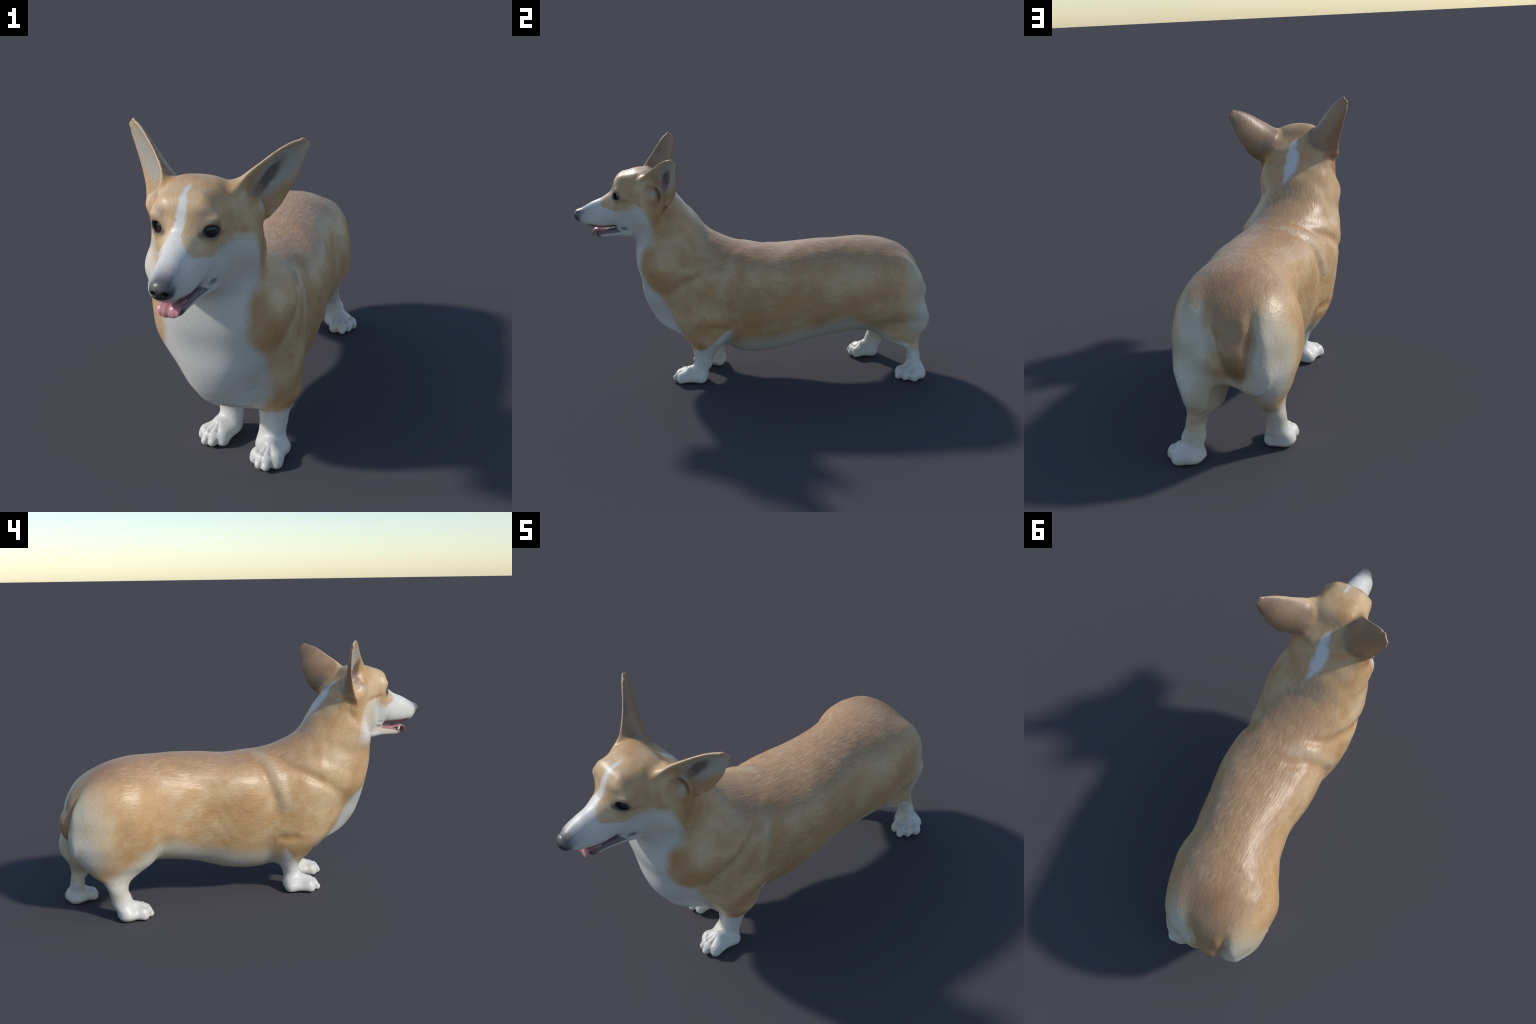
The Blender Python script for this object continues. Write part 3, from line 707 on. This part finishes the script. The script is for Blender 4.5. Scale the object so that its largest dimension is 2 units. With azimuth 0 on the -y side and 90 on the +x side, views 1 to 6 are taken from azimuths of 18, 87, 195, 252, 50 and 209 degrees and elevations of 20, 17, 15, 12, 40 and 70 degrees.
        lay(g.mul(g.blob((0.16, -0.62, 0.94), (0.06, 0.06, 0.06), 0.6), g.step(big.outputs[0], 0.35, 0.6)), CREAM, 0.45)
        lay(g.blob((0.05, -0.83, 0.905), (0.03, 0.05, 0.025), 0.7), CREAM, 0.35)
        lay(g.blob((-0.06, -0.85, 0.905), (0.03, 0.05, 0.03), 0.7), CREAM, 0.5)
        hw = g.curve(Z, [(0.90, .12), (0.97, .10), (1.0, .058), (1.03, .038), (1.06, .019), (1.10, .016), (1.15, .013), (1.18, .006), (1.20, 0.0)], 0.9, 1.2)
        bl = g.step(g.math('SUBTRACT', hw, g.math('ABSOLUTE', g.math('ADD', x, g.curve(Z, [(0.9, 0.004), (1.0, .010), (1.05, .014), (1.1, .010), (1.15, .006), (1.19, .006)], 0.9, 1.2)))), -0.006, 0.006)
        lay(g.mul(bl, g.step(y, -0.68, -0.70), g.step(Z, 1.198, 1.18)), WHITE)
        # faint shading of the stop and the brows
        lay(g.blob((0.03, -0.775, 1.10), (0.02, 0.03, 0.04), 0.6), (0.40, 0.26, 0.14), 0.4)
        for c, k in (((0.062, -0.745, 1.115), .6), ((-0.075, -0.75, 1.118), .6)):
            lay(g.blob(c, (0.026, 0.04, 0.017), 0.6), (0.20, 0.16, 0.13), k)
        for c in ((0.083, -0.752, 1.099), (-0.097, -0.757, 1.101)):
            lay(g.blob(c, (0.02, 0.02, 0.011), 0.5, p=g.P), (0.62, 0.46, 0.34), 0.8)
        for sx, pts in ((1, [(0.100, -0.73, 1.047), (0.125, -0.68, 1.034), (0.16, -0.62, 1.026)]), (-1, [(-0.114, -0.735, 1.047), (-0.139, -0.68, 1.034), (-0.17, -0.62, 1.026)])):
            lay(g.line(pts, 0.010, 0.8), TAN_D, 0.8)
        # eye rims
        for e in EYES.values():
            c = Vector(e['c']); gz = Vector(e['gaze']).normalized(); sx = 1 if c.x > 0 else -1
            o = c + gz * 0.030
            lay(g.blob(tuple(o + Vector((-sx*0.006, 0, 0.0))), (0.042, 0.034, 0.034), 0.5, p=g.P), (0.12, 0.085, 0.07), 0.75)
            lay(g.blob(tuple(o + Vector((-sx*0.022, -0.012, -0.008))), (0.016, 0.03, 0.012), 0.6, p=g.P), (0.07, 0.055, 0.055), 0.8)
            lay(g.blob(tuple(o), (0.0285, 0.030, 0.0225), 0.18, p=g.P), (0.035, 0.028, 0.03), 1.0)
    # nose leather and the smoky muzzle bridge
    lay(g.blob((0.0, -0.97, 0.965), (0.05, 0.075, 0.04), 0.7, p=g.P), (0.25, 0.235, 0.24), 0.7)
    lay(g.blob((0.0, -0.985, 0.950), (0.045, 0.045, 0.042), 0.45, p=g.P), (0.10, 0.095, 0.10), 0.8)
    nose = g.max(g.blob((-0.001, -0.978, 0.938), (0.042, 0.036, 0.036), 0.16, p=g.P))
    lay(nose, (0.088, 0.083, 0.090), 0.92)
    lay(g.mul(nose, g.blob((0.0, -0.99, 0.928), (0.036, 0.025, 0.018), 0.4, p=g.P)), (0.02, 0.018, 0.02), 0.9)
    if hits((-.2, -1.1, .75), (.2, -.65, .95), 0.0):
        # lips
        lips = g.max(*[g.line(list(q) + [e], 0.0062, 0.5, g.P) for q, e in zip(LIPS, ((0.050, -0.87, 0.875), (-0.060, -0.87, 0.875)))])
        lay(lips, (0.055, 0.042, 0.045), 0.9)
        lay(g.blob((0.076, -0.728, 0.877), (0.018, 0.024, 0.012), 0.6, p=g.P), (0.13, 0.10, 0.105), 0.85)
        lay(g.blob((-0.090, -0.733, 0.872), (0.014, 0.020, 0.010), 0.6, p=g.P), (0.20, 0.15, 0.14), 0.7)
        if name != 'fur_jaw': lay(g.mul(g.step(nz, -0.35, -0.7), g.step(Y, -0.69, -0.72), g.step(Y, -0.935, -0.915), g.step(Z, 0.905, 0.895), g.step(g.math('ABSOLUTE', g.math('ADD', X, 0.008)), 0.060, 0.045)), (0.13, 0.065, 0.065), 0.9)
    if name == 'fur_jaw':
        zt = g.math('ADD', g.curve(Y, [(-0.90, .44), (-0.872, .50), (-.82, .62), (-.75, .75), (-.70, .89), (-.66, 1.0)], -1.0, -0.6), 0.0)
        edge = g.math('SUBTRACT', Z, g.math('ADD', g.math('ADD', g.mul(zt, 0.1), 0.797), g.mul(g.math('ADD', X, 0.009), 0.14)))
        bw = g.math('ADD', 0.020, g.mul(X, 0.16))
        band = g.mul(g.step(g.math('ADD', edge, bw), -0.004, 0.004), g.step(Y, -0.725, -0.755))
        lay(g.mul(g.step(X, 0.0, -0.02), g.step(edge, -0.040, -0.02)), (0.50, 0.36, 0.27), 0.7)
        lay(band, (0.14, 0.105, 0.11), 0.92)
        lay(g.mul(g.blob((-0.008, -0.878, 0.825), (0.05, 0.022, 0.02), 0.4)), (0.11, 0.085, 0.09), 0.85)
        lay(g.mul(g.step(nz, 0.55, 0.85), g.step(edge, -0.02, -0.008)), g.mix(g.step(X, 0.0, 0.025), (0.45, 0.215, 0.215), (0.20, 0.145, 0.15)), 0.9)
    # --- ears
    for nm, face, hole, flap in (('earL', Vector((0.55, -0.80, 0.15)), ((0.228, -0.477, 1.212), (0.174, -0.515, 1.118)), (0.186, -0.56, 1.078)),
                                 ('earR', Vector((-0.72, -0.68, 0.10)), ((-0.165, -0.55, 1.225), (-0.178, -0.575, 1.125)), (-0.185, -0.58, 1.095))):
        E = M[nm]; r0, t0 = Vector(E['root']), Vector(E['tip']); ax = (t0 - r0); sx = 1 if r0.x > 0 else -1; ln = ax.length
        if not hits(np.array(r0) - (.10, .10, .13), np.array(t0) + (.10, .10, .05), 0.0): continue
        A, B, _ = frame(np.array(ax), E['side'])
        rel = g.vmath('SUBTRACT', g.W, tuple(r0)); ea = g.math('DIVIDE', g.vmath('DOT_PRODUCT', rel, tuple(A)), ln); eb = g.vmath('DOT_PRODUCT', rel, tuple(B))
        def plate(p, q, w, soft):
            """stadium mask in the plane of the ear between the points p and q"""
            p, q = np.array(p) - np.array(r0), np.array(q) - np.array(r0)
            pa, pb, qa, qb = p @ A / ln, p @ B, q @ A / ln, q @ B
            ang = np.arctan2(qb - pb, (qa - pa) * ln); ca, cb = (pa + qa) / 2, (pb + qb) / 2; half = np.hypot((qa - pa) * ln, qb - pb) / 2 + w * 0.7
            u = g.math('MULTIPLY', g.math('SUBTRACT', ea, ca), ln); v = g.math('SUBTRACT', eb, cb)
            l1 = g.math('DIVIDE', g.math('ADD', g.math('MULTIPLY', u, float(np.cos(ang))), g.math('MULTIPLY', v, float(np.sin(ang)))), float(half))
            l2 = g.math('DIVIDE', g.math('SUBTRACT', g.math('MULTIPLY', v, float(np.cos(ang))), g.math('MULTIPLY', u, float(np.sin(ang)))), w)
            return g.step(g.math('SQRT', g.math('ADD', g.math('MULTIPLY', l1, l1), g.math('MULTIPLY', l2, l2))), 1 + soft, 1 - soft)
        zone = g.blob(tuple(r0 + ax * 0.48), (0.125, 0.125, ln * 0.66), 0.1, tuple(ax), p=g.P)
        fdot = g.vmath('DOT_PRODUCT', nrm, tuple(face.normalized()))
        if zone is None: continue
        back = g.step(fdot, 0.10, -0.25)
        lay(g.mul(zone, back), (0.29, 0.175, 0.105), 0.85)
        lay(g.mul(back, zone, g.step(g.noise(9.0, 2.0).outputs[0], 0.45, 0.65)), (0.17, 0.115, 0.08), 0.5)
        lay(g.mul(back, g.blob(tuple(r0 + Vector((sx*0.045, 0.0, -0.07))), (0.05, 0.06, 0.05), 0.5)), (0.22, 0.10, 0.045), 0.8)
        front = g.mul(zone, g.step(fdot, -0.05, 0.25))
        mid = np.array(r0) + np.array(ax) * 0.16, np.array(r0) + np.array(ax) * 0.84
        lay(g.mul(front, plate(np.array(r0) + A*ln*0.22 - B*0.005, np.array(r0) + A*ln*0.80 + B*0.008, 0.058, 0.35)), (0.47, 0.44, 0.385), 0.92)
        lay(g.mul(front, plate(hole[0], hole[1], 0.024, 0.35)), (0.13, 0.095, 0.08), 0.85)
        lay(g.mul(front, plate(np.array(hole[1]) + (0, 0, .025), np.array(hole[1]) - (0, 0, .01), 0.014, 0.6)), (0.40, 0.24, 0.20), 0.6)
        lay(g.mul(front, plate(np.array(flap) + (0, 0, .02), np.array(flap) - (0, 0, .02), 0.018, 0.5)), (0.47, 0.42, 0.33), 0.55)
        lay(g.blob(tuple(np.array(flap) + (-sx*0.022, -0.02, 0.045)), (0.02, 0.03, 0.05), 0.6), TAN_D, 0.7)
    # --- white nape flash
    nape = g.blob((-0.013, -0.475, 1.10), (0.017, 0.030, 0.055), 0.4, (-0.01, -0.08, 0.10))
    nape = g.max(nape, g.blob((-0.019, -0.43, 1.045), (0.033, 0.034, 0.060), 0.35, (0.004, -0.10, 0.13)), g.blob((-0.012, -0.395, 0.995), (0.031, 0.036, 0.050), 0.45, (-0.03, -0.10, 0.14)), g.line([(-0.004, -0.375, 0.97), (0.008, -0.345, 0.93)], 0.012, 0.8))
    if nape is not None: lay(g.mul(nape, g.step(ny, -0.2, 0.1)), (0.66, 0.66, 0.66), 0.95)  # white cooled to neutral grey, baking in the shadow on the nape
    # --- fine value grain along the coat
    grain = g.noise(1.0, 3.0, 0.6, stretch=(260, 50, 160)).outputs[0]
    gr = g.n('ShaderNodeMapRange'); g.set(gr.inputs[0], grain); gr.inputs[1].default_value = 0.25; gr.inputs[2].default_value = 0.75; gr.inputs[3].default_value = 0.88; gr.inputs[4].default_value = 1.12
    hsv = g.n('ShaderNodeHueSaturation'); g.set(hsv.inputs['Color'], col); g.set(hsv.inputs['Value'], gr.outputs[0]); col = hsv.outputs[0]
    g.set(g.b.inputs['Base Color'], col)
    g.set(g.b.inputs['Roughness'], 0.40 if nose is None else g.math('SUBTRACT', 0.40, g.mul(nose, 0.06)))
    g.b.inputs['Specular IOR Level'].default_value = 0.5
    # --- coat relief
    b1 = g.n('ShaderNodeBump'); b1.inputs['Strength'].default_value = 0.42; b1.inputs['Distance'].default_value = 0.006
    coatA = g.noise(1.0, 3.0, 0.6, stretch=(85, 16, 60)).outputs[0]
    coatB = g.noise(1.0, 3.0, 0.6, stretch=(75, 13, 75), rot=(-0.95, 0, 0)).outputs[0]
    flow = g.math('MAXIMUM', g.step(y, -0.12, -0.30), g.mul(g.step(y, 0.55, 0.75), g.step(z, 0.66, 0.50)))
    cm = g.n('ShaderNodeMix'); g.set(cm.inputs[0], flow); g.set(cm.inputs[2], coatA); g.set(cm.inputs[3], coatB); coat = cm.outputs[0]
    white_calm = g.step(z, 0.28, 0.45, 0.25, 1.0)
    g.set(b1.inputs['Height'], g.mul(coat, white_calm, g.step(y, -0.62, -0.35, 0.15, 1.0)))
    b2 = g.n('ShaderNodeBump'); b2.inputs['Strength'].default_value = 0.25; b2.inputs['Distance'].default_value = 0.0012
    g.set(b2.inputs['Height'], grain); g.set(b2.inputs['Normal'], b1.outputs[0])
    g.set(g.b.inputs['Normal'], b2.outputs[0])
    return g.mat

def simple(name, colour, rough, spec=0.5, coat=0.0):
    g = G_(name); g.W = g.P
    g.set(g.b.inputs['Base Color'], (*colour, 1)); g.b.inputs['Roughness'].default_value = rough
    g.b.inputs['Specular IOR Level'].default_value = spec; g.b.inputs['Coat Weight'].default_value = coat; g.b.inputs['Coat Roughness'].default_value = 0.03
    return g

def eye_material():
    g = simple('eye', (0.02, 0.016, 0.016), 0.14, 0.5)
    x, y, z = g.xyz(g.P)
    f = g.math('DIVIDE', g.math('MULTIPLY', y, -1.0), 0.031)         # 1 on the gaze axis
    col = g.mix(g.step(f, 0.90, 0.93), (0.060, 0.042, 0.034), (0.022, 0.020, 0.022))
    col = g.mix(g.step(f, 0.79, 0.75), col, (0.33, 0.32, 0.34))
    g.set(g.b.inputs['Base Color'], col)
    return g

def tongue_material():
    g = simple('tongue', (0.55, 0.22, 0.24), 0.38)
    n = g.noise(60.0, 3.0).outputs[0]
    g.set(g.b.inputs['Base Color'], g.mix(g.step(n, 0.35, 0.7), (0.52, 0.20, 0.225), (0.60, 0.28, 0.29)))
    b = g.n('ShaderNodeBump'); b.inputs['Strength'].default_value = 0.2; b.inputs['Distance'].default_value = 0.002; g.set(b.inputs['Height'], n); g.set(g.b.inputs['Normal'], b.outputs[0])
    return g


# ---------------------------------------------------------------- assemble the parts
groups = {}
for i, n in enumerate(names):
    groups.setdefault(n, []).append(i)
for n, ids in groups.items():
    m = np.isin(lab, ids)
    if m.any():
        pv = V[np.unique(Q[m])]
        PARTS[n] = make_part(n, Q[m], fur_material('fur_' + n.split('.')[0], pv.min(0), pv.max(0)))
        print(n, len(PARTS[n].data.materials[0].node_tree.nodes))
order = ['torso', 'neck', 'head', 'hindlimb', 'hindlimb.001', 'forelimb', 'forelimb.001', 'tail']
for n in order:
    if n in PARTS: link(PARTS[n], root)
sub = {'ear': 'head', 'ear.001': 'head', 'jaw': 'head', 'nose': 'head', 'paw': 'forelimb', 'paw.001': 'forelimb.001', 'paw.002': 'hindlimb', 'paw.003': 'hindlimb.001'}
for n, par in sub.items():
    if n in PARTS: link(PARTS[n], PARTS[par])

def lathe_mesh(name, rings, mat, closed=True):
    """skin a list of equally sized rings of points"""
    k = len(rings[0]); v = [tuple(p) for r in rings for p in r]; f = []
    for i in range(len(rings) - 1):
        for j in range(k):
            f.append((i*k + j, i*k + (j+1) % k, (i+1)*k + (j+1) % k, (i+1)*k + j))
    f.append(tuple(range(k))[::-1]); f.append(tuple(range((len(rings)-1)*k, len(rings)*k)))
    me = bpy.data.meshes.new(name); me.from_pydata(v, [], f); me.validate(); me.update()
    me.polygons.foreach_set('use_smooth', [True] * len(me.polygons)); me.materials.append(mat)
    return me

def sphere_mesh(name, r, mat, n=32):
    rings = []
    for i in range(1, n):
        a = np.pi * i / n
        rings.append([(r*np.sin(a)*np.cos(b), r*np.sin(a)*np.sin(b), r*np.cos(a)) for b in np.linspace(0, 2*np.pi, n*2, endpoint=False)][::-1])
    return lathe_mesh(name, rings, mat)

EM = eye_material().mat
eye_me = sphere_mesh('eye', 0.031, EM)
for i, k in enumerate(('L', 'R')):
    ob = bpy.data.objects.new('eye' if i == 0 else 'eye.001', eye_me); ob.location = EYES[k]['c']; ob.rotation_euler = (0, 0, Vector((0, -1)).angle_signed(Vector(EYES[k]['gaze'][:2])) * -1); link(ob, PARTS['head'])

# tongue: a drooping blade swept along a centre line
sp = [(-0.66, 0.850, 0.026, 0.010), (-0.74, 0.847, 0.030, 0.010), (-0.82, 0.847, 0.034, 0.009), (-0.865, 0.852, 0.038, 0.008), (-0.886, 0.853, 0.040, 0.0075), (-0.898, 0.846, 0.040, 0.007), (-0.9045, 0.834, 0.036, 0.006), (-0.906, 0.825, 0.028, 0.005), (-0.9055, 0.819, 0.014, 0.003)]
ys = np.array([s[0] for s in sp]); u = np.linspace(0, 1, len(sp)); uu = np.linspace(0, 1, 48)
cy, cz, cw, ct = [hermite(uu, u, [s[i] for s in sp]) for i in range(4)]
rings = []
for i in range(len(uu)):
    j0, j1 = max(i-1, 0), min(i+1, len(uu)-1)
    ty, tz = cy[j1]-cy[j0], cz[j1]-cz[j0]; l = np.hypot(ty, tz); ty, tz = ty/l, tz/l
    ring = []
    for a in np.linspace(0, 2*np.pi, 40, endpoint=False):
        lx = cw[i]*np.cos(a); lt = ct[i]*np.sin(a)
        lt -= 0.004*np.exp(-(lx/0.006)**2)*(1 if np.sin(a) > 0 else 0) - 0.10*lx*lx/0.039*1.2
        lt += 0.0009*np.sin(lx*420 + 1.0)*(np.sin(a) > 0)
        ring.append((-0.012 + lx, cy[i] + tz*lt*1.0, cz[i] - ty*lt))
    rings.append(ring)
link(bpy.data.objects.new('tongue', lathe_mesh('tongue', rings, tongue_material().mat)), PARTS['head'])

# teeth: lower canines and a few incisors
TM = simple('tooth', (0.72, 0.67, 0.55), 0.3).mat
def tooth(base, tip, r):
    b, t = Vector(base), Vector(tip); q = (t - b).to_track_quat('Z', 'Y'); h = (t - b).length
    rg = []
    for s in np.linspace(0, 1, 10):
        rr = r * (1 - s**1.7) + 0.0006
        rg.append([tuple(b + q @ Vector((rr*np.cos(a), rr*np.sin(a), h*s))) for a in np.linspace(0, 2*np.pi, 14, endpoint=False)])
    return lathe_mesh('tooth', rg, TM)
for i, (b, t, r) in enumerate([((-0.047, -0.862, 0.838), (-0.055, -0.874, 0.866), 0.006), ((-0.036, -0.872, 0.836), (-0.038, -0.881, 0.848), 0.004)]):
    link(bpy.data.objects.new('tooth' if i == 0 else 'tooth.%03d' % i, tooth(b, t, r)), PARTS['head'])
print('done', time.time() - T0)
